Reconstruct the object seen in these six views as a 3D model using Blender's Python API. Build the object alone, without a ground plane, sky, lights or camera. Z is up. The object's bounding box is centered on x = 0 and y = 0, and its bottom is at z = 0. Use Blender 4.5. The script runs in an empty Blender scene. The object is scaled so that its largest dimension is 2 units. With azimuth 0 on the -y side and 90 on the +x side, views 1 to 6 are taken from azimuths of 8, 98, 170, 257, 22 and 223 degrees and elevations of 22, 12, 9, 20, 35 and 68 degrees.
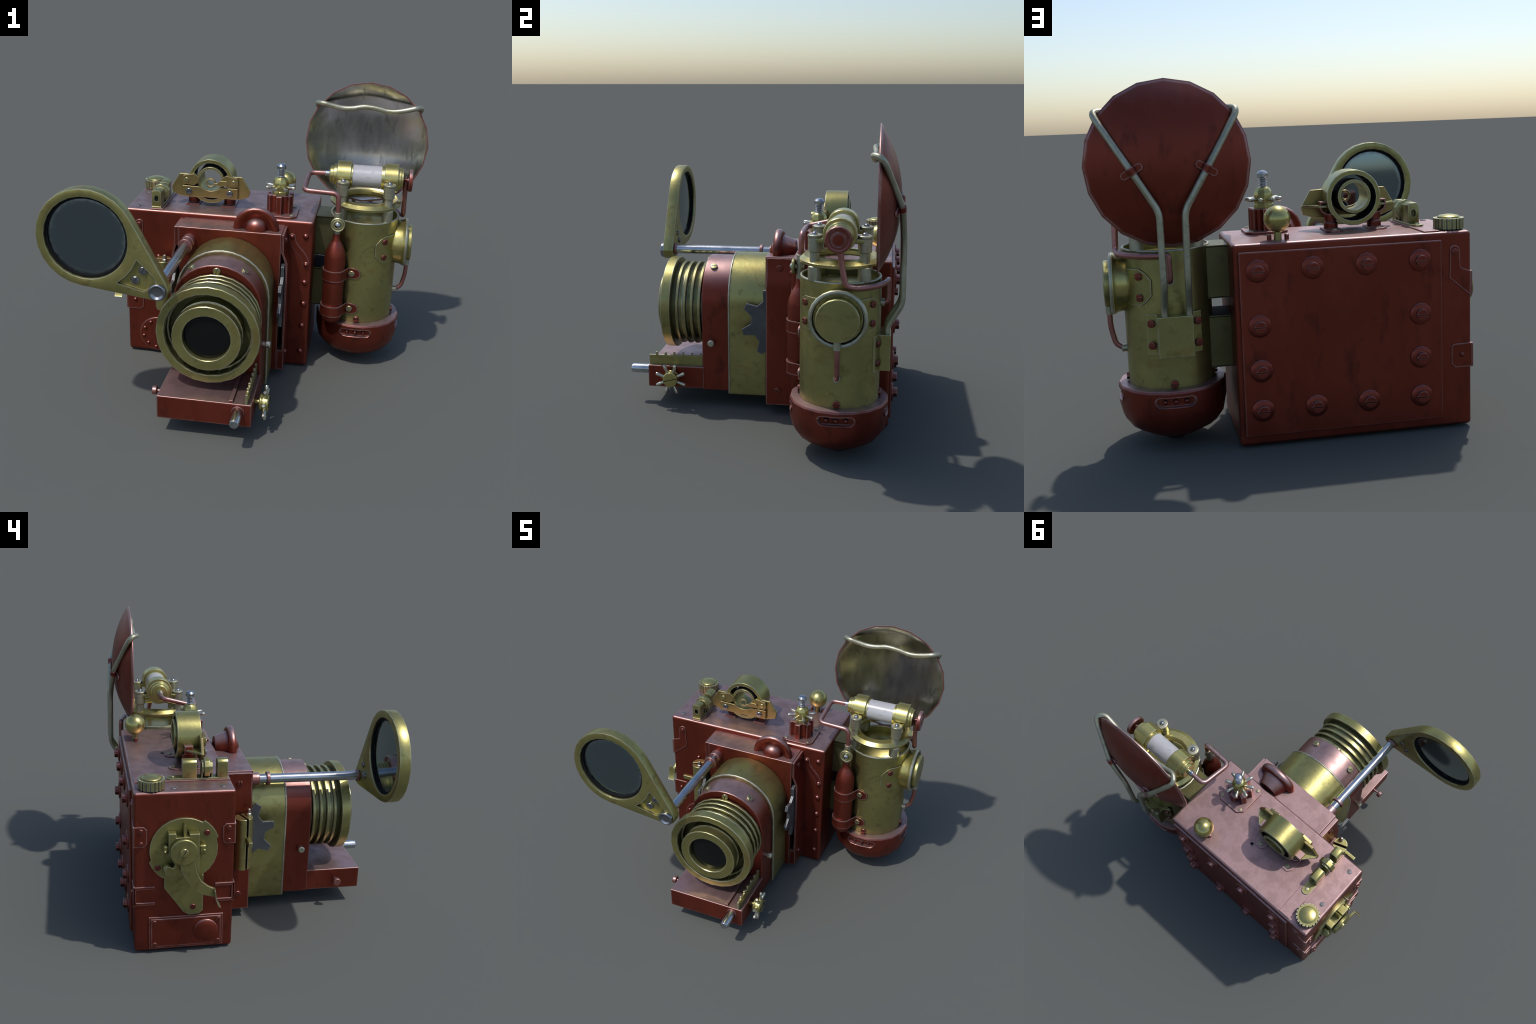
# Steampunk folding camera with a flash canister: built from parts, profiles and rules.
import bpy, bmesh, math, random
from math import sin, cos, pi, radians, sqrt, atan2
from mathutils import Vector, Matrix, Quaternion

random.seed(11)
SCN = bpy.context.scene
COL = SCN.collection

# ------------------------------------------------------------------ materials
def node_mat(name):
    m = bpy.data.materials.new(name)
    m.use_nodes = True
    nt = m.node_tree
    nt.nodes.clear()
    out = nt.nodes.new("ShaderNodeOutputMaterial")
    bsdf = nt.nodes.new("ShaderNodeBsdfPrincipled")
    nt.links.new(bsdf.outputs[0], out.inputs[0])
    return m, nt, bsdf

def N(nt, kind, **kw):
    n = nt.nodes.new(kind)
    for k, v in kw.items():
        setattr(n, k, v)
    return n

def mathn(nt, op, a, b=None, clamp=False):
    n = N(nt, "ShaderNodeMath", operation=op, use_clamp=clamp)
    for i, v in enumerate((a, b)):
        if v is None:
            continue
        if isinstance(v, (int, float)):
            n.inputs[i].default_value = v
        else:
            nt.links.new(v, n.inputs[i])
    return n.outputs[0]

def ramp(nt, fac, lo, hi):
    n = N(nt, "ShaderNodeMapRange")
    n.interpolation_type = 'SMOOTHSTEP'
    nt.links.new(fac, n.inputs[0])
    n.inputs[1].default_value = lo
    n.inputs[2].default_value = hi
    return n.outputs[0]

def noise(nt, vec, scale, detail=4.0, rough=0.55, stretch=None):
    if stretch:
        mp = N(nt, "ShaderNodeMapping")
        nt.links.new(vec, mp.inputs[0])
        mp.inputs[3].default_value = stretch
        vec = mp.outputs[0]
    n = N(nt, "ShaderNodeTexNoise")
    nt.links.new(vec, n.inputs["Vector"])
    n.inputs["Scale"].default_value = scale
    n.inputs["Detail"].default_value = detail
    n.inputs["Roughness"].default_value = rough
    return n.outputs[0]

def mixc(nt, fac, a, b):
    n = N(nt, "ShaderNodeMix", data_type='RGBA')
    for idx, v in ((0, fac), (6, a), (7, b)):
        if isinstance(v, (int, float)):
            n.inputs[idx].default_value = v
        elif isinstance(v, tuple):
            n.inputs[idx].default_value = (*v, 1.0)
        else:
            nt.links.new(v, n.inputs[idx])
    return n.outputs[2]

def metal_paint(name, base, dark, light, wear, wear_amt=0.7, metallic=0.0, rough=(0.4, 0.6),
                spec=0.5, scale=5.0, bump=0.12, wear_r=0.010, streak=(1, 1, 1), wear_metal=None, tint=None, top_sheen=None, grime_amt=.5, crevice=None, tarnish=None):
    """Layered finish: mottled base, grimy patches, pale worn edges, fine dents."""
    m, nt, b = node_mat(name)
    L = nt.links
    co = N(nt, "ShaderNodeTexCoord").outputs["Object"]
    n1 = noise(nt, co, scale, 5, 0.6, streak)
    n2 = noise(nt, co, scale * 4.3, 4, 0.6, streak)
    n3 = noise(nt, co, scale * 16, 3, 0.6)
    c = mixc(nt, ramp(nt, n1, 0.36, 0.68), base, light)
    grime = mathn(nt, 'MULTIPLY', ramp(nt, n2, 0.52, 0.78), grime_amt)
    c = mixc(nt, grime, c, dark)
    if tarnish:
        n4 = noise(nt, co, scale * 1.7, 5, 0.65, (1.0, .8, 1.2))
        c = mixc(nt, mathn(nt, 'MULTIPLY', ramp(nt, n4, .50, .72), .55), c, tarnish)
    if top_sheen:                     # sky and sun sheen painted as paler colour on upward faces
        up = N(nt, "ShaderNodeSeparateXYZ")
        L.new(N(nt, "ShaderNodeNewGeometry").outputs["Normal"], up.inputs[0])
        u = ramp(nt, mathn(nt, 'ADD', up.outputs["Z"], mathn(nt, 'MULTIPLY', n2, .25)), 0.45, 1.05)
        c = mixc(nt, u, c, mixc(nt, ramp(nt, n2, .38, .66), top_sheen, tuple(v * .74 for v in top_sheen)))
    if crevice:                  # corner grime plus ambient shade, both painted into the colour
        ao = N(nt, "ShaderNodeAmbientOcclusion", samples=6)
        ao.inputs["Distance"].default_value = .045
        dirt_shade = ramp(nt, mathn(nt, 'SUBTRACT', 1.0, ao.outputs["AO"]), .30, .80)
        dirt_shade = mathn(nt, 'MULTIPLY', dirt_shade, ramp(nt, n2, .25, .60))
        c = mixc(nt, mathn(nt, 'MULTIPLY', dirt_shade, .85), c, crevice)
    # worn edges : difference between true and rounded normal
    bev = N(nt, "ShaderNodeBevel", samples=6)
    bev.inputs[0].default_value = wear_r
    geo = N(nt, "ShaderNodeNewGeometry")
    dot = N(nt, "ShaderNodeVectorMath", operation='DOT_PRODUCT')
    L.new(bev.outputs[0], dot.inputs[0]); L.new(geo.outputs["Normal"], dot.inputs[1])
    edge = mathn(nt, 'SUBTRACT', 1.0, dot.outputs["Value"])
    e = ramp(nt, edge, 0.008, 0.11)
    e = mathn(nt, 'MULTIPLY', e, ramp(nt, mathn(nt, 'ADD', n2, mathn(nt, 'MULTIPLY', n3, 0.5)), 0.42, 0.80))
    e = mathn(nt, 'MULTIPLY', e, wear_amt, True)
    c = mixc(nt, e, c, wear)
    L.new(c, b.inputs["Base Color"])
    r = N(nt, "ShaderNodeMapRange")
    L.new(mathn(nt, 'ADD', mathn(nt, 'MULTIPLY', n1, 0.5), mathn(nt, 'MULTIPLY', n2, 0.5)), r.inputs[0])
    r.inputs[1].default_value = 0.3; r.inputs[2].default_value = 0.7
    r.inputs[3].default_value, r.inputs[4].default_value = rough
    L.new(r.outputs[0], b.inputs["Roughness"])
    b.inputs["Metallic"].default_value = metallic
    if wear_metal is not None:
        mm = N(nt, "ShaderNodeMapRange")
        L.new(e, mm.inputs[0]); mm.inputs[3].default_value = metallic; mm.inputs[4].default_value = wear_metal
        L.new(mm.outputs[0], b.inputs["Metallic"])
    b.inputs["Specular IOR Level"].default_value = spec
    if tint:
        b.inputs["Specular Tint"].default_value = (*tint, 1)
    bp = N(nt, "ShaderNodeBump")
    bp.inputs["Strength"].default_value = bump
    bp.inputs["Distance"].default_value = 0.01
    L.new(mathn(nt, 'ADD', mathn(nt, 'MULTIPLY', n2, 0.7), mathn(nt, 'MULTIPLY', n3, 0.3)), bp.inputs["Height"])
    L.new(bp.outputs[0], b.inputs["Normal"])
    return m

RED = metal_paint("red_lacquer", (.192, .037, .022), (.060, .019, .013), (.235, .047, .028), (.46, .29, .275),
                  1.0, 0.82, (.34, .50), .45, 3.0, .08, .013, (1, 1, .45), top_sheen=(.40, .262, .252), crevice=(.022, .010, .008), grime_amt=.7)
RED_FAST = metal_paint("red_fastener", (.20, .040, .028), (.070, .020, .014), (.25, .055, .038), (.42, .20, .17),
                       0.75, 0.85, (.28, .42), .5, 9.0, .06, .005, top_sheen=(.34, .19, .18), crevice=(.012, .008, .007))
RED_PIPE = metal_paint("copper_lacquer", (.34, .14, .12), (.17, .075, .065), (.40, .18, .16), (.50, .34, .31),
                       0.5, 0.85, (.32, .46), .5, 9.0, .12, .006, top_sheen=(.44, .29, .28))
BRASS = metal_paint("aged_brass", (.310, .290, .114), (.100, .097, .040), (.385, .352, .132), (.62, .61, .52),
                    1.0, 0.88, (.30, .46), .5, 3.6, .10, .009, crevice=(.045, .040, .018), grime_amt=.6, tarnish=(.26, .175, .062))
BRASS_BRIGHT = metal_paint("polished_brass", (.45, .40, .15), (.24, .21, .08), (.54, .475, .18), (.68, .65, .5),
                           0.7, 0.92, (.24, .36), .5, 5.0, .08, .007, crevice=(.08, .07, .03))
BRASS_WARM = metal_paint("red_reflection_brass", (.315, .245, .095), (.11, .085, .034), (.38, .305, .118), (.60, .54, .40),
                         0.9, 0.88, (.32, .46), .5, 6.0, .10, .006, crevice=(.045, .035, .015), tarnish=(.30, .16, .06))  # warm cast is the red deck's reflection, painted into the colour
BRASS_DARK = metal_paint("shaded_brass", (.115, .110, .050), (.06, .058, .028), (.15, .14, .065), (.35, .34, .24),
                    0.6, 0.8, (.36, .5), .5, 4.0, .10, .006)  # darkened copy of the brass: shade on recessed parts put into its colour
PEWTER = metal_paint("pewter_pipe", (.36, .35, .25), (.17, .165, .12), (.46, .45, .35), (.62, .61, .54),
                     0.5, 0.8, (.32, .5), .5, 9.0, .15, .006)
STEEL = metal_paint("bright_steel", (.42, .44, .47), (.24, .24, .26), (.55, .57, .6), (.7, .7, .72),
                    0.5, 1.0, (.18, .30), .5, 8.0, .05, .005, grime_amt=.2)
IRON = metal_paint("dark_gear_steel", (.085, .092, .10), (.05, .052, .056), (.12, .125, .13), (.55, .55, .57),
                   0.7, 0.55, (.40, .55), .5, 7.0, .12, .006)
CERAMIC = metal_paint("white_ceramic", (.37, .365, .38), (.10, .098, .10), (.46, .455, .47), (.6, .6, .6),
                      0.2, 0.0, (.22, .4), .5, 6.0, .05, .004, (.5, 1, 1), grime_amt=.8)
SPOKE = metal_paint("nickel_pin", (.52, .50, .40), (.3, .28, .2), (.62, .6, .5), (.7, .7, .65),
                    0.4, 0.95, (.22, .35), .5, 9.0, .05, .004)
REFLECT = metal_paint("tarnished_reflector", (.31, .305, .30), (.12, .118, .11), (.46, .455, .445), (.5, .48, .4),
                      0.2, 1.0, (.13, .30), .5, 4.5, .05, .005, (1, 1, .30), grime_amt=.8)
STEEL_DARK = metal_paint("dull_steel", (.25, .26, .29), (.10, .10, .11), (.33, .34, .37), (.55, .55, .58),
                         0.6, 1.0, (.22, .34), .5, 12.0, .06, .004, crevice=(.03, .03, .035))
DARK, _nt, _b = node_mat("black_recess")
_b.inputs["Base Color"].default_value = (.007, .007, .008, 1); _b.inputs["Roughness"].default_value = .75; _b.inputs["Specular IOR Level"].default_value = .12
LENS, _nt, _b = node_mat("black_lens_glass")
_b.inputs["Base Color"].default_value = (.004, .0045, .0045, 1); _b.inputs["Roughness"].default_value = .12
_b.inputs["Specular IOR Level"].default_value = .35

def mirror_glass():
    m, nt, b = node_mat("smoky_mirror_glass")
    co = N(nt, "ShaderNodeTexCoord").outputs["Object"]
    ln = N(nt, "ShaderNodeVectorMath", operation='LENGTH')
    nt.links.new(co, ln.inputs[0])
    n = noise(nt, co, 30, 4, .65)
    d = mathn(nt, 'ADD', ln.outputs["Value"], mathn(nt, 'MULTIPLY', n, .045))
    edge = ramp(nt, d, .200, .236)
    c = mixc(nt, edge, (.20, .26, .29), (.27, .32, .34))
    nt.links.new(c, b.inputs["Base Color"])
    b.inputs["Metallic"].default_value = 1.0
    r = N(nt, "ShaderNodeMapRange")
    nt.links.new(edge, r.inputs[0]); r.inputs[3].default_value = .09; r.inputs[4].default_value = .45
    nt.links.new(r.outputs[0], b.inputs["Roughness"])
    return m
MIRROR = mirror_glass()

# ------------------------------------------------------------------ object helpers
CENTER = {}

def finish(name, bm, mat, parent=None, smooth=40, bevel=0.0, seg=2, origin=None, mats=None):
    """World-space bmesh -> object with its origin at the part's own centre, parented."""
    bmesh.ops.remove_doubles(bm, verts=bm.verts, dist=1e-6)
    bmesh.ops.recalc_face_normals(bm, faces=bm.faces)
    if bevel:
        es = [e for e in bm.edges if len(e.link_faces) == 2 and e.calc_face_angle(0) > radians(34)]
        bmesh.ops.bevel(bm, geom=es, offset=bevel, segments=seg, profile=.5, affect='EDGES', clamp_overlap=True)
    if origin is None:
        lo = Vector([min(v.co[i] for v in bm.verts) for i in range(3)])
        hi = Vector([max(v.co[i] for v in bm.verts) for i in range(3)])
        origin = (lo + hi) / 2
    origin = Vector(origin)
    bmesh.ops.translate(bm, verts=bm.verts, vec=-origin)
    me = bpy.data.meshes.new(name)
    bm.to_mesh(me); bm.free()
    for mm in (mats or [mat]):
        me.materials.append(mm)
    me.shade_smooth()
    me.set_sharp_from_angle(angle=radians(max(smooth, 50) if bevel else smooth))
    ob = bpy.data.objects.new(name, me)
    COL.objects.link(ob)
    if bevel:
        wn = ob.modifiers.new("weighted_normals", 'WEIGHTED_NORMAL')
        wn.weight = 100; wn.keep_sharp = True; wn.thresh = .02
    place(ob, origin, parent)
    return ob

def place(ob, world, parent):
    CENTER[ob.name] = Vector(world)
    if parent is not None:
        ob.parent = parent
        ob.location = Vector(world) - CENTER[parent.name]
    else:
        ob.location = world

def ax3(axis, u, v, a):
    return {'x': Vector((a, u, v)), 'y': Vector((u, a, v)), 'z': Vector((u, v, a))}[axis]

def bm_prism(pts, axis, a0, a1, bm=None):
    bm = bm or bmesh.new()
    A = [bm.verts.new(ax3(axis, u, v, a0)) for u, v in pts]
    B = [bm.verts.new(ax3(axis, u, v, a1)) for u, v in pts]
    n = len(pts)
    bm.faces.new(A); bm.faces.new(B[::-1])
    for i in range(n):
        bm.faces.new((A[i], B[i], B[(i + 1) % n], A[(i + 1) % n]))
    return bm

def prism(name, pts, axis, a0, a1, mat, parent=None, bevel=.003, **k):
    return finish(name, bm_prism(pts, axis, a0, a1), mat, parent, bevel=bevel, **k)

def rect(u0, u1, v0, v1):
    return [(u0, v0), (u1, v0), (u1, v1), (u0, v1)]

def box(name, x0, x1, y0, y1, z0, z1, mat, parent=None, bevel=.004, **k):
    return prism(name, rect(x0, x1, y0, y1), 'z', z0, z1, mat, parent, bevel, **k)

def frame(axis):
    """axis vector -> (u, v, w)"""
    w = {'x': Vector((1, 0, 0)), 'y': Vector((0, 1, 0)), 'z': Vector((0, 0, 1))}.get(axis) if isinstance(axis, str) else Vector(axis).normalized()
    ref = Vector((0, 0, 1)) if abs(w.z) < .9 else Vector((1, 0, 0))
    u = ref.cross(w).normalized()
    return u, w.cross(u), w

def bm_lathe(prof, axis, org, seg=24, closed=False, phase=0.0, bm=None):
    """revolve (radius, height) pairs around an axis through org"""
    bm = bm or bmesh.new()
    u, v, w = frame(axis)
    org = Vector(org)
    rings = []
    for r, h in prof:
        if r < 1e-6:
            rings.append([bm.verts.new(org + w * h)])
        else:
            rings.append([bm.verts.new(org + w * h + (u * cos(t) + v * sin(t)) * r)
                          for t in (2 * pi * (i + phase) / seg for i in range(seg))])
    pairs = list(zip(rings, rings[1:]))
    if closed:
        pairs.append((rings[-1], rings[0]))
    for a, b in pairs:
        for i in range(seg):
            j = (i + 1) % seg
            q = [a[i % len(a)], a[j % len(a)], b[j % len(b)], b[i % len(b)]]
            q = list(dict.fromkeys(q))
            if len(q) > 2:
                bm.faces.new(q)
    if not closed:
        for R in (rings[0], rings[-1]):
            if len(R) > 2:
                bm.faces.new(R)
    return bm

def lathe(name, prof, axis, org, mat, parent=None, seg=24, closed=False, phase=0.0, bevel=.002, **k):
    if not bevel:
        k.setdefault('smooth', 32)
    return finish(name, bm_lathe(prof, axis, org, seg, closed, phase), mat, parent, bevel=bevel, **k)

def ring_prof(r, m, h=0, n=10):
    return [(r + m * cos(2 * pi * i / n), h + m * sin(2 * pi * i / n)) for i in range(n)]

def fillet(pts, rad, n=5):
    """round the corners of a polyline"""
    P = [Vector(p) for p in pts]
    out = [P[0]]
    for a, b, c in zip(P, P[1:], P[2:]):
        d1, d2 = (a - b), (c - b)
        t = min(rad, d1.length * .48, d2.length * .48)
        s, e = b + d1.normalized() * t, b + d2.normalized() * t
        for i in range(n + 1):
            f = i / n
            out.append(s * (1 - f) ** 2 + b * 2 * f * (1 - f) + e * f * f)
    out.append(P[-1])
    return out

def bm_tube(path, rad, seg=10, closed=False, bm=None, shape=None):
    bm = bm or bmesh.new()
    P = [Vector(p) for p in path]
    n = len(P)
    T = []
    for i in range(n):
        a = P[(i - 1) % n] if (closed or i > 0) else P[i]
        b = P[(i + 1) % n] if (closed or i < n - 1) else P[i]
        T.append((b - a).normalized())
    u = frame(T[0])[0]
    rings = []
    for i in range(n):
        if i:
            u = (T[i - 1].rotation_difference(T[i])) @ u
        u = (u - T[i] * u.dot(T[i])).normalized()
        v = T[i].cross(u)
        r = rad[i] if isinstance(rad, (list, tuple)) else rad
        rings.append([bm.verts.new(P[i] + (u * cos(2 * pi * k / seg) + v * sin(2 * pi * k / seg)) * r) for k in range(seg)])
    m = n if closed else n - 1
    for i in range(m):
        a, b = rings[i], rings[(i + 1) % n]
        for k in range(seg):
            bm.faces.new((a[k], a[(k + 1) % seg], b[(k + 1) % seg], b[k]))
    if not closed:
        bm.faces.new(rings[0]); bm.faces.new(rings[-1][::-1])
    return bm

def tube(name, pts, r, mat, parent=None, corner=.04, seg=10, closed=False, n=5, **k):
    path = fillet(pts, corner, n) if corner else pts
    return finish(name, bm_tube(path, r, seg, closed), mat, parent, smooth=60, **k)

def bm_strip(path, z0z1, t, bm=None):
    """upright band: follows a plan path (x,y), with thickness t to the left, own z range per point"""
    bm = bm or bmesh.new()
    P = [Vector((p[0], p[1], 0)) for p in path]
    q = []
    for i, p in enumerate(P):
        d = (P[min(i + 1, len(P) - 1)] - P[max(i - 1, 0)]).normalized()
        nrm = Vector((-d.y, d.x, 0)) * t
        lo, hi = z0z1[i]
        q.append([bm.verts.new((p.x, p.y, lo)), bm.verts.new((p.x, p.y, hi)),
                  bm.verts.new((p.x + nrm.x, p.y + nrm.y, hi)), bm.verts.new((p.x + nrm.x, p.y + nrm.y, lo))])
    for a, b in zip(q, q[1:]):
        for k in range(4):
            bm.faces.new((a[k], a[(k + 1) % 4], b[(k + 1) % 4], b[k]))
    bm.faces.new(q[0]); bm.faces.new(q[-1][::-1])
    return bm

def cut(ob, cutters):
    """boolean difference, applied; the cutters vanish"""
    ob.modifiers.clear()
    if ob.data.attributes.get('custom_normal'):
        ob.data.attributes.remove(ob.data.attributes['custom_normal'])
    for c in cutters:
        md = ob.modifiers.new("cut", 'BOOLEAN'); md.object = c; md.operation = 'DIFFERENCE'; md.solver = 'EXACT'
    bpy.context.view_layer.update()
    me = bpy.data.meshes.new_from_object(ob.evaluated_get(bpy.context.evaluated_depsgraph_get()))
    ob.modifiers.clear()
    ob.data = me
    me.shade_smooth(); me.set_sharp_from_angle(angle=radians(28))
    for c in cutters:
        bpy.data.objects.remove(c)

# shared little fasteners --------------------------------------------------
FAST = {}
def fast_mesh(kind, mat):
    key = (kind, mat.name)
    if key in FAST:
        return FAST[key]
    bm = bmesh.new()
    mats = [mat]
    if kind == 'screw':          # unit radius, slotted, low domed
        gap = .14
        bm_lathe([(.0, -.3), (1, -.3), (1, .04), (0, .04)], 'z', (0, 0, 0), 14, bm=bm)
        for s in (1, -1):
            a0 = math.asin(gap)
            top = [(cos(a0 + (pi - 2 * a0) * i / 8), s * sin(a0 + (pi - 2 * a0) * i / 8)) for i in range(9)]
            lv = []
            for f, h in ((1, .0), (1, .40), (.9, .50), (.5, .55)):
                lv.append([bm.verts.new((x * f, s * max(abs(y) * f, gap), h)) for x, y in top])
            for a, b in zip(lv, lv[1:]):
                for i in range(9):
                    bm.faces.new((a[i], a[(i + 1) % 9], b[(i + 1) % 9], b[i]))
            bm.faces.new(lv[-1])
    elif kind == 'rivet':
        bm_lathe([(1, -.2), (1, .0), (.92, .35), (.7, .62), (.38, .8), (0, .86)], 'z', (0, 0, 0), 12, bm=bm)
    elif kind == 'bolt':         # broad washer with a slotted head
        bm_lathe([(0, -.2), (1, -.2), (1, .08), (.95, .13), (.60, .19), (0, .19)], 'z', (0, 0, 0), 12, bm=bm)
        gap = .055
        for s in (1, -1):
            lv = []
            for f, h in ((.52, .1), (.52, .54), (.48, .58)):
                lv.append([bm.verts.new((f * cos(pi * i / 6), s * max(f * sin(pi * i / 6), gap), h)) for i in range(7)])
            for a, b in zip(lv, lv[1:]):
                for i in range(7):
                    bm.faces.new((a[i], a[(i + 1) % 7], b[(i + 1) % 7], b[i]))
            bm.faces.new(lv[-1])
        bm_lathe([(0, .1), (.515, .1), (.515, .33), (0, .33)], 'z', (0, 0, 0), 12, bm=bm)
    bmesh.ops.recalc_face_normals(bm, faces=bm.faces)
    me = bpy.data.meshes.new(kind)
    bm.to_mesh(me); bm.free()
    for m in mats:
        me.materials.append(m)
    me.shade_smooth(); me.set_sharp_from_angle(angle=radians(38))
    FAST[key] = me
    return me

def fastener(kind, pos, axis, r, mat, parent, spin=None, name=None):
    ob = bpy.data.objects.new(name or kind, fast_mesh(kind, mat))
    COL.objects.link(ob)
    u, v, w = frame(axis)
    rot = Matrix((u, v, w)).transposed()
    sp = random.uniform(0, pi) if spin is None else spin
    ob.rotation_euler = (rot @ Matrix.Rotation(sp, 3, 'Z')).to_euler()
    ob.scale = (r, r, r)
    place(ob, pos, parent)
    return ob

# ------------------------------------------------------------------ the thing
root = bpy.data.objects.new("steampunk_camera", None)
COL.objects.link(root)
CENTER[root.name] = Vector((0, 0, 0))
root["label"] = "red lacquer and brass steampunk camera with round flash reflector"
root["category"] = "vintage camera"

# ---------------------------------------------------------------- camera body
bx0, bx1, by0, by1, bz0, bz1 = -.810, .350, .205, .765, .010, .981
body = box("camera_body", bx0, bx1, by0, by1, bz0, bz1, RED, root, bevel=.017, seg=3)
back = prism("back_panel", rect(-.658, .325, .058, .945), 'y', by1 - .01, .779, RED, body, bevel=.006)
for x in (.238, -.022, -.282, -.546):
    for z in (.855, .594, .379, .186):
        if x in (-.022, -.282) and z in (.594, .379):
            continue
        fastener('bolt', (x, .780, z), (0, 1, 0), .055, RED_FAST, body, spin=random.uniform(-.03, .03))

# corner straps that wrap from back to side to front, on the -x end
def strap_outline(sy):
    y0, y1 = (by1 - .004, by1 + .005) if sy > 0 else (by0 - .005, by0 + .004)
    pts = [(bx0 + .003, .785), (-.755, .805), (-.752, .886)]
    pts += [(-.724 + .027 * cos(t), .889 + .027 * sin(t)) for t in (pi * .8, pi * .6, pi * .4, pi * .2)]
    pts += [(-.697, .756), (bx0 + .003, .661)]
    o = prism("corner_strap", pts, 'y', y0, y1, RED, body, bevel=.002)
    fastener('screw', (-.724, y1 if sy > 0 else y0, .884), (0, sy, 0), .015, RED_FAST, body)
    r = .02
    tab = [(bx0 - .008, .427), (-.705 - r, .427)] + [(-.705 - r + r * cos(t), .427 - r + r * sin(t)) for t in (pi / 3, pi / 6, 0)]
    tab += [(-.705, .306 + r), (-.705 - r, .306), (bx0 - .008, .306)]
    prism("corner_tab", tab, 'y', y0, y1, RED, body, bevel=.002)
    fastener('rivet', (-.760, y1 if sy > 0 else y0, .371), (0, sy, 0), .013, RED_FAST, body)
    # the tab's frame on the side face
    ye, yi = (by1 + .006, .651) if sy > 0 else (by0 - .006, .311)
    w = -.018 if sy > 0 else .018
    c = [(yi, .424), (ye, .424), (ye, .308), (yi, .308), (yi, .326), (ye + w, .326), (ye + w, .406), (yi, .406)]
    prism("side_bracket", c, 'x', bx0 - .008, bx0 + .003, RED, body, bevel=.0025)
    # screwed plates above
    ya, yb = (by1 + .002, .692) if sy > 0 else (by0 - .002, .276)
    s = 1 if yb > ya else -1
    c = [(ya, .665), (yb - s * .018, .665)] + [(yb, .683), (yb, .767)] + [(yb - s * .018, .785), (ya, .785)]
    prism("side_plate", c, 'x', bx0 - .006, bx0 + .003, RED, body, bevel=.002)
    for z in (.760, .685):
        fastener('screw', (bx0 - .006, .727 if sy > 0 else .240, z), (-1, 0, 0), .014, RED_FAST, body)
strap_outline(1); strap_outline(-1)

# maker plate with a button, low on the -x end
lab = prism("side_cover", rect(.260, .685, .027, .229), 'x', bx0 - .007, bx0 + .003, RED, body, bevel=.003)
prism("side_cover_panel", rect(.272, .673, .039, .217), 'x', bx0 - .0095, bx0 - .004, RED, body, bevel=.002)
lathe("side_button", [(.070, 0), (.070, .008), (.060, .016), (.035, .020), (0, .021)], (-1, 0, 0), (bx0 - .008, .361, .131), RED, body, seg=20)
for y, z in ((.654, .197), (.289, .197), (.291, .056), (.653, .056)):
    fastener('screw', (bx0 - .009, y, z), (-1, 0, 0), .014, RED_FAST, body)

# rivets, riveted disc and curved channel on the front face
for z, x in ((.888, .306), (.710, .316), (.587, .312), (.444, .312), (.294, .309), (.114, .307)):
    fastener('rivet', (x, by0, z), (0, -1, 0), .0185, RED_FAST, body)
for x, z in ((-.605, .678), (-.600, .42)):
    fastener('rivet', (x, by0, z), (0, -1, 0), .015, RED_FAST, body)
s_mid = [(.224, .880), (.229, .845), (.250, .812), (.283, .778), (.308, .742), (.314, .708)]
s_ctr = fillet([(a, b, 0) for a, b in s_mid], .02, 3)
def ribbon(ctr, w):
    L, R = [], []
    for i, p in enumerate(ctr):
        d = (ctr[min(i + 1, len(ctr) - 1)] - ctr[max(i - 1, 0)]).normalized()
        n = Vector((-d.y, d.x, 0)) * w
        L.append(p + n); R.append(p - n)
    d0 = (ctr[0] - ctr[1]).normalized(); d1 = (ctr[-1] - ctr[-2]).normalized()
    capA = [ctr[-1] + d1 * w * sin(t) + (L[-1] - ctr[-1]) * cos(t) for t in (pi * .25, pi * .5, pi * .75)]
    capB = [ctr[0] + d0 * w * sin(t) + (R[0] - ctr[0]) * cos(t) for t in (pi * .25, pi * .5, pi * .75)]
    return [(p.x, p.y) for p in L + capA + R[::-1] + capB]
prism("wavy_channel", ribbon(s_ctr, .022), 'y', by0 - .006, by0 + .004, RED, body, bevel=.003)
fastener('rivet', (.224, by0 - .006, .882), (0, -1, 0), .014, RED_FAST, body)
fastener('rivet', (.315, by0 - .006, .706), (0, -1, 0), .015, RED_FAST, body)
lathe("riveted_disc", [(.118, 0), (.118, .006), (.110, .008), (0, .008)], (0, -1, 0), (-.617, by0, .137), RED, body, seg=28)
for i in range(10):
    t = 2 * pi * (i + .3) / 10
    fastener('rivet', (-.617 + .092 * cos(t), by0 - .008, .137 + .092 * sin(t)), (0, -1, 0), .0125, RED_FAST, body)

# top deck pieces
deck = box("deck_strip", -.656, -.577, .212, .750, bz1 - .004, .988, RED, body, bevel=.002)
for x, y in ((-.746, .270), (-.752, .543)):
    fastener('screw', (x, y, bz1 - .004), (0, 0, 1), .016, IRON, body)
box("deck_slot_patch", -.168, -.150, .535, .552, bz1 - .002, bz1 + .0015, DARK, body, bevel=0)  # black block drawn in place of a slot; nothing is cut

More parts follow.
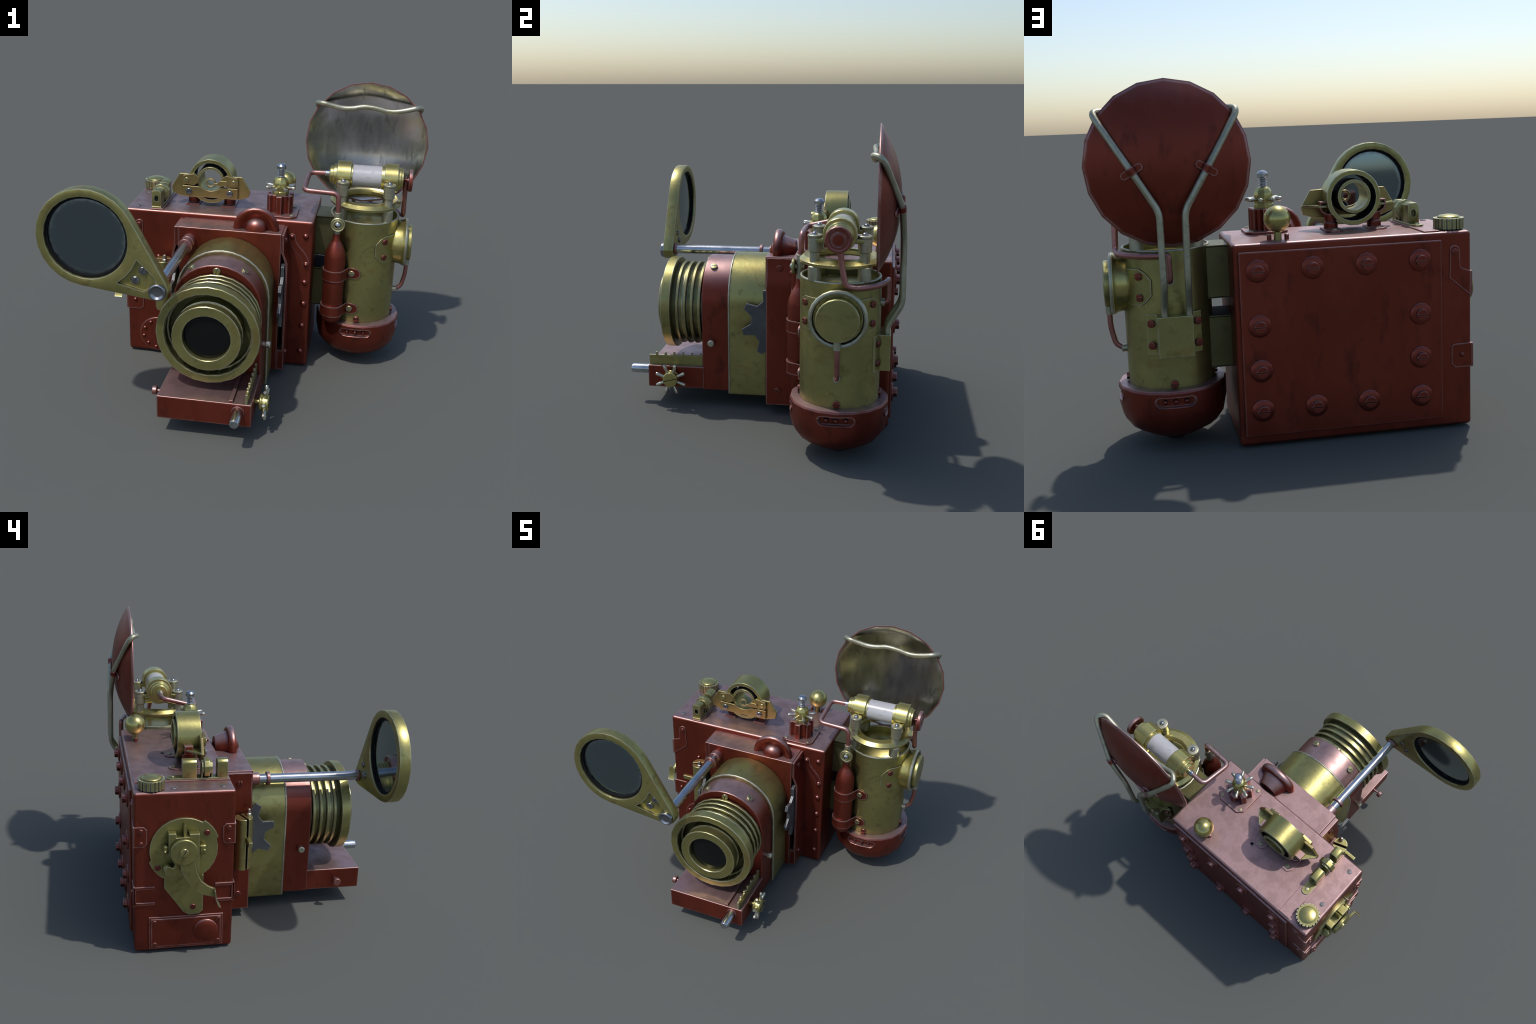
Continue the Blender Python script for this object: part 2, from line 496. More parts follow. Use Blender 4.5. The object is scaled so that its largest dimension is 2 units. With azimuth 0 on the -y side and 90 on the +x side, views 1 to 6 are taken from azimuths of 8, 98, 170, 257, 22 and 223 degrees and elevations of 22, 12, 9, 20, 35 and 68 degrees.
# ---------------------------------------------------------------- crank on the -x end
cy, cz, R = .492, .645, .190
def arc(c, r, a0, a1, n):
    return [(c[0] + r * cos(radians(a0 + (a1 - a0) * i / n)), c[1] + r * sin(radians(a0 + (a1 - a0) * i / n))) for i in range(n + 1)]
tail = [(.380, .486), (.380, .262), (.404, .243), (.459, .239), (.492, .260), (.601, .417), (.601, .478)]
backtab = arc((cy, cz), R + .014, -54, -20, 4)
circ1 = arc((cy, cz), R, -17, 122, 10)
fronttab = arc((cy, cz), R + .014, 124, 160, 4)
circ2 = arc((cy, cz), R, 162, 236, 5)
outline = tail + backtab + circ1 + fronttab + circ2
crank = prism("crank_plate", outline, 'x', bx0 - .018, bx0 + .003, BRASS, root, bevel=.003)
xk = bx0 - .018
for y, z in ((.366, .744), (.637, .545), (.438, .292)):
    fastener('screw', (xk, y, z), (-1, 0, 0), .017, RED_FAST, crank)
blk = [(.583, .765), (.540, .765), (.538, .738), (.470, .742), (.468, .758), (.411, .758), (.411, .505), (.470, .505), (.505, .505), (.600, .512), (.604, .548),
       (.585, .572), (.555, .560), (.545, .575), (.582, .640)]
prism("crank_housing", blk, 'x', xk - .046, xk + .002, BRASS, crank, bevel=.004)
box("crank_lug", xk - .040, xk + .002, .580, .610, .640, .690, BRASS, crank, bevel=.010)
box("crank_lug", xk - .040, xk + .002, .372, .412, .628, .686, BRASS, crank, bevel=.010)
for y in (.600, .385):
    fastener('rivet', (xk - .040, y, .655), (-1, 0, 0), .009, BRASS, crank)
prism("crank_pawl", [(.484, .72), (.500, .72), (.500, .800), (.492, .815), (.484, .80)], 'x', xk - .040, xk + .002, BRASS_BRIGHT, crank, bevel=.003)
lathe("crank_spring_post", [(0, 0), (.026, 0), (.026, .034), (.02, .04), (0, .04)], (-1, 0, 0), (xk, .585, .548), BRASS, crank, seg=14)
lathe("crank_disc", [(0, 0), (.075, 0), (.077, .004), (.077, .020), (.072, .024), (0, .024)], (-1, 0, 0), (xk - .052, .500, .662), BRASS, crank, seg=22)
fastener('screw', (xk - .076, .500, .666), (-1, 0, 0), .024, BRASS_BRIGHT, crank, spin=radians(60))
arm_a = [(.440, .612), (.425, .530), (.400, .480), (.362, .448), (.322, .428)]
arm_b = [(.316, .378), (.350, .384), (.398, .398), (.450, .440), (.492, .500), (.514, .545), (.524, .605)]
prism("crank_arm", arm_a + arm_b, 'x', xk - .068, xk - .050, BRASS, crank, bevel=.003)
# folded finger tab at the arm's end: a thin plate standing outwards
fc = [(.327, .436), (.322, .405), (.315, .370), (.306, .345), (.294, .330)]
prism("crank_finger_tab", fc + [(y + .007, z - .003) for y, z in fc[::-1]], 'x', xk - .104, xk - .052, BRASS, crank, bevel=.002)

# ---------------------------------------------------------------- front standard (shutter box)
std = box("shutter_box", -.436, .178, .033, .210, .058, .951, RED, root, bevel=.004)
def cover(outer, inner, bend, sx):
    # bent sheet that leaves a slot for the gear
    top, low = outer
    p = [(inner, .945), (top, .945), (top, .835), (low, .768), (low, .060), (inner, .060), (inner, .190),
         (low - sx * .012, .190), (low - sx * .012, .762), (top - sx * .012, .830), (inner, .830)]
    return prism("gear_cover", p, 'y', .042, .206, RED, std, bevel=.002)
cover((.193, .219), .179, 0, 1)
cover((-.464, -.482), -.437, 0, -1)
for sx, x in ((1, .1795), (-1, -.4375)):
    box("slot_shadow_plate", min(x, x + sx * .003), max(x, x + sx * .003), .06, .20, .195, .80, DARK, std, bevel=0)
for (x, sx, top, bot) in ((.193, 1, .888, .150), (-.464, -1, .880, .165)):
    fastener('screw', (x if top else x, .118, top), (sx, 0, 0), .020, RED_FAST, std)
    fastener('screw', ((.219 if sx > 0 else -.482), .112, bot), (sx, 0, 0), .020, RED_FAST, std)

def gear_outline(c, r_tip, r_root, n, phase):
    out = []
    p = 2 * pi / n
    for i in range(n):
        a = phase + i * p
        for da, r in ((-.30 * p, r_root), (-.115 * p, r_tip), (.115 * p, r_tip), (.30 * p, r_root)):
            out.append((c[0] + r * cos(a + da), c[1] + r * sin(a + da)))
    return out
# plane is (y, z)
prism("shutter_gear", gear_outline((.100, .557), .210, .152, 8, radians(197)), 'x', .184, .203, IRON, std, bevel=.002)
prism("shutter_gear", gear_outline((.100, .557), .212, .152, 8, radians(165)), 'x', -.464, -.445, IRON, std, bevel=.002)

# horn-shaped bell on top of the standard
hx = .019
horn = lathe("horn_funnel", [(0, 0), (.066, 0), (.070, .004), (.096, .070), (.104, .092), (0, .092)], (0, -1, 0), (hx, .198, .955), RED, std, seg=22)
lathe("horn_rim", [(0, -.026), (.104, -.026), (.122, -.024), (.133, -.014), (.137, 0), (.135, .014), (.127, .023), (.117, .025), (.098, .016), (.084, .006), (.070, .002), (0, .002)], (0, -1, 0), (hx, .095, .952), RED, std, seg=22, bevel=0, smooth=50)
lathe("horn_dome", [(.067, -.01)] + [(.067 * cos(t), .050 * sin(t)) for t in (0, .35, .7, 1.05, 1.35)] + [(0, .050)], (0, -1, 0), (hx, .086, .952), RED, std, seg=20, bevel=0)

# hinge pin and split barrel on the -x side of the standard
hg = (-.548, .104)
def half_barrel(a0, a1, name, off):
    r = .050
    p = [(hg[0] + off[0] + r * cos(radians(a)), hg[1] + off[1] + r * sin(radians(a))) for a in range(a0, a1 + 1, 18)]
    return prism(name, p, 'z', .378, .705, BRASS, std, bevel=.004)
half_barrel(200, 380, "hinge_half", (.003, -.006))
half_barrel(20, 200, "hinge_half", (-.003, .006))
lathe("hinge_pin", [(.017, -.02), (.017, .014), (.011, .018), (.011, .038), (.008, .044), (0, .045)], 'z', (-.530, .070, .705), SPOKE, std, seg=12)
box("hinge_tab", -.668, -.585, .070, .094, .560, .590, BRASS, std, bevel=.003)
box("hinge_mount", -.520, -.480, .07, .17, .42, .66, RED, std, bevel=.003)

# ---------------------------------------------------------------- arched bellows housing and lens drum
def arch(cx, czc, r, zb, n=14):
    return [(cx - r, zb), (cx + r, zb)] + [(cx + r * cos(pi * i / n), czc + r * sin(pi * i / n)) for i in range(n + 1)]
housing = prism("brass_arch_housing", arch(-.122, .642, .270, .082), 'y', -.196, .036, BRASS, root, bevel=.008, smooth=35)
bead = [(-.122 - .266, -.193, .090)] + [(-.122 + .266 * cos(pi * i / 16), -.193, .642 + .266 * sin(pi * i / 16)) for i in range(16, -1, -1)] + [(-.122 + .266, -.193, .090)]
finish("arch_glint_bead", bm_tube(bead, .0075, 8), PEWTER, housing, smooth=60)  # added bead that stands in for the highlight on the arch's bevel
drum = prism("lens_drum", arch(-.123, .634, .257, .098), 'y', -.362, -.190, RED, root, bevel=.008, smooth=35)
for x, y, z, ax in ((-.124, -.362, .857, (0, -1, 0)), (.021, -.305, .846, (.56, 0, .83)), (-.274, -.312, .846, (-.58, 0, .81))):
    fastener('screw', (x, y, z), ax, .0215, BRASS, drum)
for x, sx in ((.134, 1), (-.380, -1)):
    lathe("drum_stud", [(.016, -.01), (.016, .016), (.022, .018), (.022, .040), (.017, .046), (0, .046)], (sx, 0, 0), (x, -.299, .407), SPOKE, drum, seg=14)

# lens barrel : finned tube, front ring, inner barrel, dark glass
lx, lz = -.122, .586
prof = [(0, 0), (.228, 0)]
for yc in (.024, .070, .115, .160):
    prof += [(.228, yc - .010), (.256, yc - .009), (.259, yc - .006), (.259, yc + .006), (.256, yc + .009), (.228, yc + .011)]
prof += [(.228, .195), (.246, .198)]
prof += [(.246, .235), (.2365, .235), (.2365, .13), (0, .13)]
barrel = lathe("lens_barrel", prof, (0, -1, 0), (lx, -.358, lz), BRASS, root, seg=26, bevel=0)
fr = [(.240, 0), (.281, 0), (.284, .003), (.284, .055), (.281, .058), (.242, .058), (.239, .055), (.238, .0)]
lathe("front_ring", fr, (0, -1, 0), (lx, -.554, lz), BRASS, barrel, seg=24, closed=True, bevel=0, smooth=30)
lathe("front_ring_shade", [(.2355, 0), (.2385, 0), (.2385, .085), (.2355, .085)], (0, -1, 0), (lx, -.520, lz), BRASS_DARK, barrel, seg=24, closed=True, bevel=0)  # added dark ring; the shade inside the gap is put into its colour
ib = [(.128, .128), (.131, .160), (.134, .164), (.185, .164), (.188, .161), (.188, .120), (.179, .117), (.179, .095), (.187, .092), (.186, 0), (.128, 0)]
lathe("inner_barrel", ib, (0, -1, 0), (lx, -.485, lz), BRASS, barrel, seg=28, closed=True, bevel=0, smooth=30)
lathe("front_glass", [(0, 0), (.133, 0), (.133, .012), (.09, .018), (0, .022)], (0, -1, 0), (lx, -.608, lz), LENS, barrel, seg=32, bevel=0)
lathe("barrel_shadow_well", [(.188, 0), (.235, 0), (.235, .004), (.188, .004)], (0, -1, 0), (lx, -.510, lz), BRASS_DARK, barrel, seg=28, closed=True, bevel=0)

# ---------------------------------------------------------------- folding bed
bed = box("folding_bed", -.382, .138, -.701, -.352, .107, .243, RED, root, bevel=.004)
box("bed_rail", .016, .036, -.697, -.360, .240, .260, RED, bed, bevel=.002)
teeth = [(-.698, .240), (-.698, .304)]
for i in range(6):
    y = -.652 + i * .055
    teeth += [(y - .007, .304 + i * .001), (y - .006, .322), (y + .006, .322), (y + .007, .304 + i * .001)]
teeth += [(-.360, .312), (-.360, .240)]
prism("focus_rack", teeth, 'x', .104, .116, BRASS, bed, bevel=.0015)
lathe("bed_bolt", [(.032, -.02), (.032, .015), (.029, .02), (.029, .110), (.024, .124), (0, .125)], (0, -1, 0), (.065, -.701, .195), STEEL, bed, seg=12)
lathe("bed_bolt_collar", [(.036, -.01), (.036, .004), (0, .004)], (0, -1, 0), (.065, -.701, .195), RED, bed, seg=14)
knob = lathe("focus_star_knob", [(0, -.055), (.018, -.055), (.018, -.018), (.046, -.018), (.048, -.012), (.048, -.008), (.044, -.006), (.044, -.002), (.047, 0), (.047, .028), (.043, .033), (0, .036)], 'x', (.180, -.547, .178), BRASS_BRIGHT, bed, seg=18)
def pin_mesh(name, r, l, mat):
    bm = bm_lathe([(r * .9, 0), (r * .9, l * .45), (r * 1.08, l * .62), (r * 1.08, l - .006), (r * .8, l), (0, l)], 'z', (0, 0, 0), 10)
    me = bpy.data.meshes.new(name); bmesh.ops.recalc_face_normals(bm, faces=bm.faces)
    bm.to_mesh(me); bm.free(); me.materials.append(mat); me.shade_smooth(); me.set_sharp_from_angle(angle=radians(40))
    return me
PIN = pin_mesh("knob_pin", .0105, .056, SPOKE)
def pin(pos, axis, parent, me, name):
    ob = bpy.data.objects.new(name, me); COL.objects.link(ob)
    ob.rotation_euler = Vector((0, 0, 1)).rotation_difference(Vector(axis)).to_euler()
    place(ob, pos, parent)
for i in range(8):
    t = 2 * pi * (i + .5) / 8 + .04
    d = Vector((0, cos(t), sin(t)))
    pin(Vector((.194, -.547, .178)) + d * .040, d, bed, PIN, "knob_pin")
box("knob_slot_bar", .2145, .2168, -.590, -.504, .1765, .1795, DARK, bed, bevel=0).rotation_euler = (.25, 0, 0)  # black bar laid on the knob's face; no groove is cut
lathe("bed_lock_knob", [(0, -.03), (.008, -.03), (.008, .038), (.022, .038), (.025, .042), (.025, .062), (.022, .066), (0, .066)], (-1, 0, 0), (-.382, -.541, .178), RED_PIPE, bed, seg=14)
lathe("tripod_nut", [(0, 0), (.045, 0), (.040, .010), (0, .010)], (0, 0, -1), (-.02, -.43, .108), BRASS, bed, seg=16)

# ---------------------------------------------------------------- swing-out mirror lens on its rod
rodx, rodz = -.370, .873
rod = lathe("mirror_rod", [(.029, 0), (.029, .690), (0, .690)], (0, -1, 0), (rodx, .035, rodz), STEEL, root, seg=14)
lathe("rod_socket", [(.038, 0), (.040, .004), (.040, .048), (.036, .054), (.030, .054)], (0, -1, 0), (rodx, .036, rodz), RED_PIPE, rod, seg=14)
lathe("rod_collar", [(.028, 0), (.042, 0), (.043, .003), (.043, .017), (.042, .02), (.028, .02)], (0, -1, 0), (rodx, -.062, rodz), RED_PIPE, rod, seg=14, closed=True)
lathe("rod_end_collar", [(.028, 0), (.037, 0), (.037, .014), (.028, .014)], (0, -1, 0), (rodx, -.632, rodz), RED_PIPE, rod, seg=14, closed=True)
mx, mz, mR, mr = -.736, 1.123, .264, .221
px, pz, pr = -.362, .868, .056
def mag_outline(th):
    """distance from the mirror centre to the teardrop outline in direction th"""
    best = mR
    dx, dz = px - mx, pz - mz
    D = sqrt(dx * dx + dz * dz); base = atan2(dz, dx)
    a = th - base
    a = (a + pi) % (2 * pi) - pi
    # small end circle
    s = D * sin(a)
    if abs(s) < pr and cos(a) > 0:
        best = max(best, D * cos(a) + sqrt(pr * pr - s * s))
    # tangent lines
    g = math.acos((mR - pr) / D)
    A = abs(a)
    if A < g:
        rr = mR / cos(A - g)
        # only up to the small circle's tangent point
        tx, tz = D + pr * cos(g), pr * sin(g)
        if rr <= sqrt(tx * tx + tz * tz) + 1e-4:
            best = max(best, rr)
    return best
dx, dz = px - mx, pz - mz
D = sqrt(dx * dx + dz * dz); base = atan2(dz, dx)
angs = [base + radians(a) for a in (-4, -7, -10, -15, -22, -30, -40, -50, -60)][::-1] + [base] + [base + radians(a) for a in (4, 7, 10, 15, 22, 30, 40, 50, 60)]
angs += [base + radians(a) for a in range(74, 300, 14)]
bm = bmesh.new()
rows = []
for th in angs:
    o = mag_outline(th)
    ring = []
    for r, y in ((o, -.714), (o, -.648), (mr, -.648), (mr, -.714)):
        ring.append(bm.verts.new((mx + r * cos(th), y, mz + r * sin(th))))
    rows.append(ring)
for a, b in zip(rows, rows[1:] + rows[:1]):
    for k in range(4):
        bm.faces.new((a[k], a[(k + 1) % 4], b[(k + 1) % 4], b[k]))
mag = finish("mirror_frame", bm, BRASS, root, bevel=.004, seg=2, smooth=35)
pocket = [(-.470, 1.030), (-.378, .938), (-.372, .912), (-.418, .868), (-.436, .857), (-.578, .893), (-.530, .935), (-.495, .980)]
pk = finish("pocket_cutter", bm_prism(pocket, 'y', -.73, -.694), BRASS, None)
cut(mag, [pk])
for x, z in ((-.442, .968), (-.484, .912)):
    fastener('screw', (x, -.694, z), (0, -1, 0), .0225, STEEL_DARK, mag, spin=radians(60))
    fastener('screw', (x, -.650, z), (0, 1, 0), .0185, STEEL_DARK, mag)
lathe("mirror_pivot_knob", [(.046, -.01), (.048, .004), (.046, .020), (.038, .024), (.026, .014), (0, .012)], (0, -1, 0), (-.362, -.712, .866), STEEL_DARK, mag, seg=14)
lathe("mirror_rim_seal", [(.206, -.020), (.224, -.020), (.224, .020), (.206, .020)], (0, -1, 0), (mx, -.678, mz), DARK, mag, seg=36, closed=True, bevel=.003)
dome = [(.212 * i / 7, .008 * (1 - (i / 7) ** 2)) for i in range(8)]
lathe("mirror_lens", [(r, h + .006) for r, h in dome] + [(r, -h - .006) for r, h in dome[::-1]], (0, -1, 0), (mx, -.678, mz), MIRROR, mag, seg=40, bevel=0)

# ---------------------------------------------------------------- viewfinder
vx, vz = -.308, 1.148
vf = lathe("viewfinder_ring", [(.116, 0), (.138, 0), (.140, .003), (.140, .135), (.138, .138), (.116, .138)], 'y', (vx, .347, vz - .005), BRASS, root, seg=22, closed=True, bevel=.001)
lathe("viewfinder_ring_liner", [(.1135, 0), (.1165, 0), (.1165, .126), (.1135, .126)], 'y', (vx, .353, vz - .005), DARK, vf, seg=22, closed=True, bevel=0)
lathe("viewfinder_tube", [(.069, 0), (.084, 0), (.086, .003), (.086, .151), (.084, .154), (.069, .154)], 'y', (vx, .344, vz + .002), BRASS, vf, seg=22, closed=True, bevel=.001)
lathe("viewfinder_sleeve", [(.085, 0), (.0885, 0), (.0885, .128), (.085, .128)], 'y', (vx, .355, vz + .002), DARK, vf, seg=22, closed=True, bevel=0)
for sx in (-1, 1):
    c = vx
    wing = [(.245, 1.098), (.196, 1.182), (.118, 1.184), (.126, 1.110), (.112, 1.060), (.085, 1.036), (.180, 1.038), (.238, 1.058)]
    prism("viewfinder_wing", [(c + sx * a, b) for a, b in wing], 'y', .347, .364, BRASS_WARM, vf, bevel=.003)
    shelf = [(.130, .362), (.240, .362), (.236, .376), (.170, .450), (.130, .452)]
    prism("viewfinder_shelf", [(c + sx * a, b) for a, b in shelf], 'z', 1.096, 1.108, BRASS, vf, bevel=.002)
    clamp = [(.175, 1.150), (.168, 1.124), (.098, 1.119), (.072, 1.138), (.068, 1.170), (.100, 1.192), (.168, 1.178)]
    prism("viewfinder_clamp", [(c + sx * a, b) for a, b in clamp], 'y', .326, .346, BRASS_WARM, vf, bevel=.002)
    fastener('screw', (c + sx * .146, .326, 1.152), (0, -1, 0), .0135, BRASS_BRIGHT, vf)
bar = [(-.172, 1.045), (.172, 1.045), (.172, 1.113), (.076, 1.111)]
bar += [(.088 * cos(t), 1.168 + .080 * sin(t)) for t in [radians(a) for a in range(-48, -133, -14)]]
bar += [(-.076, 1.111), (-.172, 1.113)]
prism("viewfinder_bar", [(vx + a, b) for a, b in bar], 'y', .328, .348, BRASS_WARM, vf, bevel=.0025)
for x in (-.440, -.184):
    fastener('screw', (x, .328, 1.079), (0, -1, 0), .0195, STEEL_DARK, vf, spin=radians(20))
# peep sight swinging in from the right
lathe("peep_sight", ring_prof(.024, .006, 0, 8), 'y', (-.303, .330, 1.143), BRASS_WARM, vf, seg=16, closed=True, bevel=0)
prism("peep_arm", [(-.284, 1.131), (-.250, 1.126), (-.204, 1.128), (-.194, 1.142), (-.204, 1.158), (-.246, 1.160), (-.256, 1.150), (-.262, 1.142), (-.282, 1.140)], 'y', .318, .328, BRASS_WARM, vf, bevel=.002)
# feet and spring clips
for x, sx in ((-.427, -1), (-.200, 1)):
    pad = [(-.044, .362), (.044, .362), (.044, .505), (.020, .534), (-.020, .534), (-.044, .505)]
    prism("viewfinder_foot", [(x + a, b) for a, b in pad], 'z', bz1 - .003, bz1 + .008, RED, vf, bevel=.002)
    fastener('screw', (x, .505, bz1 + .008), (0, 0, 1), .014, BRASS, vf)
    lathe("viewfinder_column", [(0, 0), (.036, 0), (.036, .030), (.030, .034), (.030, .041), (.034, .043), (.033, .078), (0, .078)], 'z', (x, .425, bz1 + .006), RED, vf, seg=14)
    clip = [(x - sx * .02, 1.066), (x + sx * .022, 1.066), (x + sx * .044, 1.080), (x + sx * .052, 1.098), (x + sx * .050, 1.118), (x + sx * .010, 1.120)]
    outer = clip
    inner = [(x - sx * .02, 1.060), (x + sx * .026, 1.059), (x + sx * .051, 1.075), (x + sx * .060, 1.096), (x + sx * .057, 1.127), (x + sx * .010, 1.128)]
    prism("spring_clip", outer + inner[::-1], 'y', .400, .450, RED, vf, bevel=.0015)

# ---------------------------------------------------------------- accessory rail, roller and blocks
rail = prism("rail_foot", [(-.650, .222), (-.590, .222), (-.590, .545), (-.602, .566), (-.620, .572), (-.638, .566), (-.650, .545)], 'z', .986, .997, BRASS, root, bevel=.002)
for y0, y1 in ((.226, .286), (.402, .482)):
    t = .012
    b = prism("rail_block", [(-.650, .994), (-.590, .994), (-.590, 1.088), (-.602, 1.100), (-.638, 1.100), (-.650, 1.088)], 'y', y0, y1, BRASS, rail, bevel=.003)
    yy = y0 if y0 < .3 else y1
    s = finish("hole_cutter", bm_prism(arc((-.620, 1.055), .013, 0, 180, 5) + arc((-.620, 1.041), .013, 180, 360, 5), 'y', yy - .03, yy + .03), DARK, None)
    cut(b, [s])
lathe("rail_roller", [(0, 0), (.040, 0), (.040, .013), (.054, .015), (.056, .018), (.056, .044), (.054, .047), (.040, .049), (.040, .060), (0, .060)], 'y', (-.620, .314, 1.052), BRASS, rail, seg=10, phase=.5)
for y in (.312, .368):
    box("roller_cheek", -.646, -.594, y, y + .008, .994, 1.040, BRASS, rail, bevel=.002)
fastener('screw', (-.620, .535, .997), (0, 0, 1), .012, BRASS, rail)

# knurled winding knob
kx, ky = -.736, .662
n = 20
bm = bmesh.new()
kp = []
for i in range(n):
    for da, r in ((-.34, .0745), (.34, .0745), (.36, .066), (.64, .066)):
        t = 2 * pi * (i + da) / n
        kp.append((kx + r * cos(t), ky + r * sin(t)))
wind = prism("winding_knob", kp, 'z', bz1 + .004, 1.038, BRASS, root, bevel=.0015)
lathe("winding_knob_cap", [(.050, 0), (.055, .004), (.053, .008), (.044, .013), (.024, .017), (0, .018)], 'z', (kx, ky, 1.036), BRASS_BRIGHT, wind, seg=20)
lathe("winding_knob_base", [(0, 0), (.066, 0), (.066, .012), (0, .012)], 'z', (kx, ky, bz1 - .004), DARK, wind, seg=20, bevel=0)

# brass ball release
ball = lathe("release_ball", [(0, -.0645)] + [(.0645 * sin(pi * i / 10), -.0645 * cos(pi * i / 10)) for i in range(1, 10)] + [(0, .0645)], 'z', (.121, .685, 1.081), BRASS_BRIGHT, root, seg=18, bevel=0, smooth=60)
lathe("release_ball_stem", [(0, 0), (.019, 0), (.018, .045), (0, .045)], 'z', (.121, .685, bz1 - .003), BRASS, ball, seg=12)
for x in (.078, .162):
    lathe("release_stop_pin", [(0, 0), (.0115, 0), (.0115, .028), (.009, .031), (0, .031)], 'z', (x, .685, bz1 - .003), RED, ball, seg=10)

# ---------------------------------------------------------------- star valve on the deck
sx0, sy0 = .127, .338
o = [(.022, .258), (.057, .224), (.203, .224), (.238, .258), (.238, .420), (.203, .456), (.057, .456), (.022, .420)]
valve = prism("valve_base_plate", o, 'z', bz1 - .003, bz1 + .013, RED, root, bevel=.002)
for x, y in ((.052, .254), (.208, .254), (.208, .426), (.052, .426)):
    fastener('screw', (x, y, bz1 + .013), (0, 0, 1), .012, BRASS, valve)
crown = []
for i in range(6):
    a = -pi / 2 + i * pi / 3
    w = .017
    for t, r in ((a - atan2(w, .080), .082), (a + atan2(w, .080), .082), (a + atan2(w, .062) + .02, .064)):
        crown.append((sx0 + r * cos(t), sy0 + r * sin(t)))
    for f in (.3, .5, .7):
        t = a + f * pi / 3
        r = .060 - .006 * sin(pi * (f - .3) / .4)
        crown.append((sx0 + r * cos(t), sy0 + r * sin(t)))
    t = a + pi / 3 - atan2(w, .062) - .02
    crown.append((sx0 + .064 * cos(t), sy0 + .064 * sin(t)))
prism("valve_crown", crown, 'z', bz1 + .010, 1.104, RED, valve, bevel=.003)
lathe("valve_dome", [(.0, 0), (.051, 0), (.051, .022), (.047, .026), (.049, .068), (.045, .086), (.036, .101), (.026, .110), (0, .112)], 'z', (sx0, sy0, 1.100), BRASS_BRIGHT, valve, seg=8, bevel=.002, smooth=30)
VPIN = pin_mesh("valve_pin", .0105, .052, SPOKE)
for i in range(8):
    t = 2 * pi * (i + .5) / 8 + .08
    d = Vector((cos(t), sin(t), .0))
    pin(Vector((sx0, sy0, 1.149)) + d * .042, d, valve, VPIN, "valve_pin")
thr = [(.018, 0)]
for i in range(3):
    z = .003 + i * .0125
    thr += [(.0165, z), (.0225, z + .004), (.0225, z + .007), (.0165, z + .011)]
thr += [(.0165, .042), (.024, .045), (.028, .050), (.028, .066), (.019, .077), (0, .083)]
lathe("valve_spindle", thr, 'z', (sx0, sy0, 1.212), STEEL, valve, seg=14, bevel=0)

# ---------------------------------------------------------------- flash canister
fx, fy = .642, .498
cr = .212
can = lathe("flash_canister", [(0, .24), (cr - .004, .24), (cr, .25), (cr, .962), (cr - .002, .967), (cr - .012, .967), (cr - .014, .962), (cr - .014, .82), (.10, .78), (0, .77)], 'z', (fx, fy, 0), BRASS, root, seg=24, bevel=.001, smooth=50)
cup = lathe("canister_cup", [(0, .003), (.045, .005), (.088, .036), (.130, .048), (.214, .096), (.250, .146), (.2625, .205), (.264, .298), (.258, .309), (.212, .311), (0, .311)],
            'z', (fx, fy, 0), RED, root, seg=18, phase=.5, bevel=0, smooth=30)
slot_z = .256
capsule = arc((.072, 0), .023, -90, 90, 6) + arc((-.072, 0), .023, 90, 270, 6)
cutters = []
for ang in (-90, 0, 90):
    a = radians(ang); d = Vector((cos(a), sin(a), 0)); td = Vector((-sin(a), cos(a), 0))
    bm = bmesh.new()
    rows = []
    for off in (.246, .30):
        rows.append([bm.verts.new(Vector((fx, fy, slot_z + w)) + td * u + d * (off - (u * u) / (2 * .262))) for u, w in capsule])
    n_ = len(capsule)
    bm.faces.new(rows[0]); bm.faces.new(rows[1][::-1])
    for i in range(n_):
        bm.faces.new((rows[0][i], rows[1][i], rows[1][(i + 1) % n_], rows[0][(i + 1) % n_]))
    cutters.append(finish("slot_cutter", bm, RED, None))
cut(cup, cutters)
for ang in (-90, 0, 90):
    a = radians(ang); d = Vector((cos(a), sin(a), 0)); td = Vector((-sin(a), cos(a), 0))
    # raised lip along the lower half of each slot
    path = [Vector((fx, fy, slot_z + w - .002)) + td * u + d * (.2605 - u * u / (2 * .262)) for u, w in
            [(-.097, .006), (-.096, -.004), (-.088, -.016), (-.072, -.024)] + [(-.072 + .024 * k, -.025) for k in range(1, 6)] + [(.072, -.024), (.088, -.016), (.096, -.004), (.097, .006)]]
    finish("cup_slot_lip", bm_tube(path, .0042, 6), RED_FAST, cup, smooth=60)
    for u in (-.05, 0, .05):
        fastener('rivet', Vector((fx, fy, slot_z)) + td * u + d * (.246 - u * u / (2 * .262)), d, .0115, RED_FAST, cup)
for ang in (-90, 0, 90, 180):
    a = radians(ang); d = Vector((cos(a), sin(a), 0))
    fastener('screw', Vector((fx, fy, .334)) + d * cr, d, .0195, RED_FAST, can, spin=0)
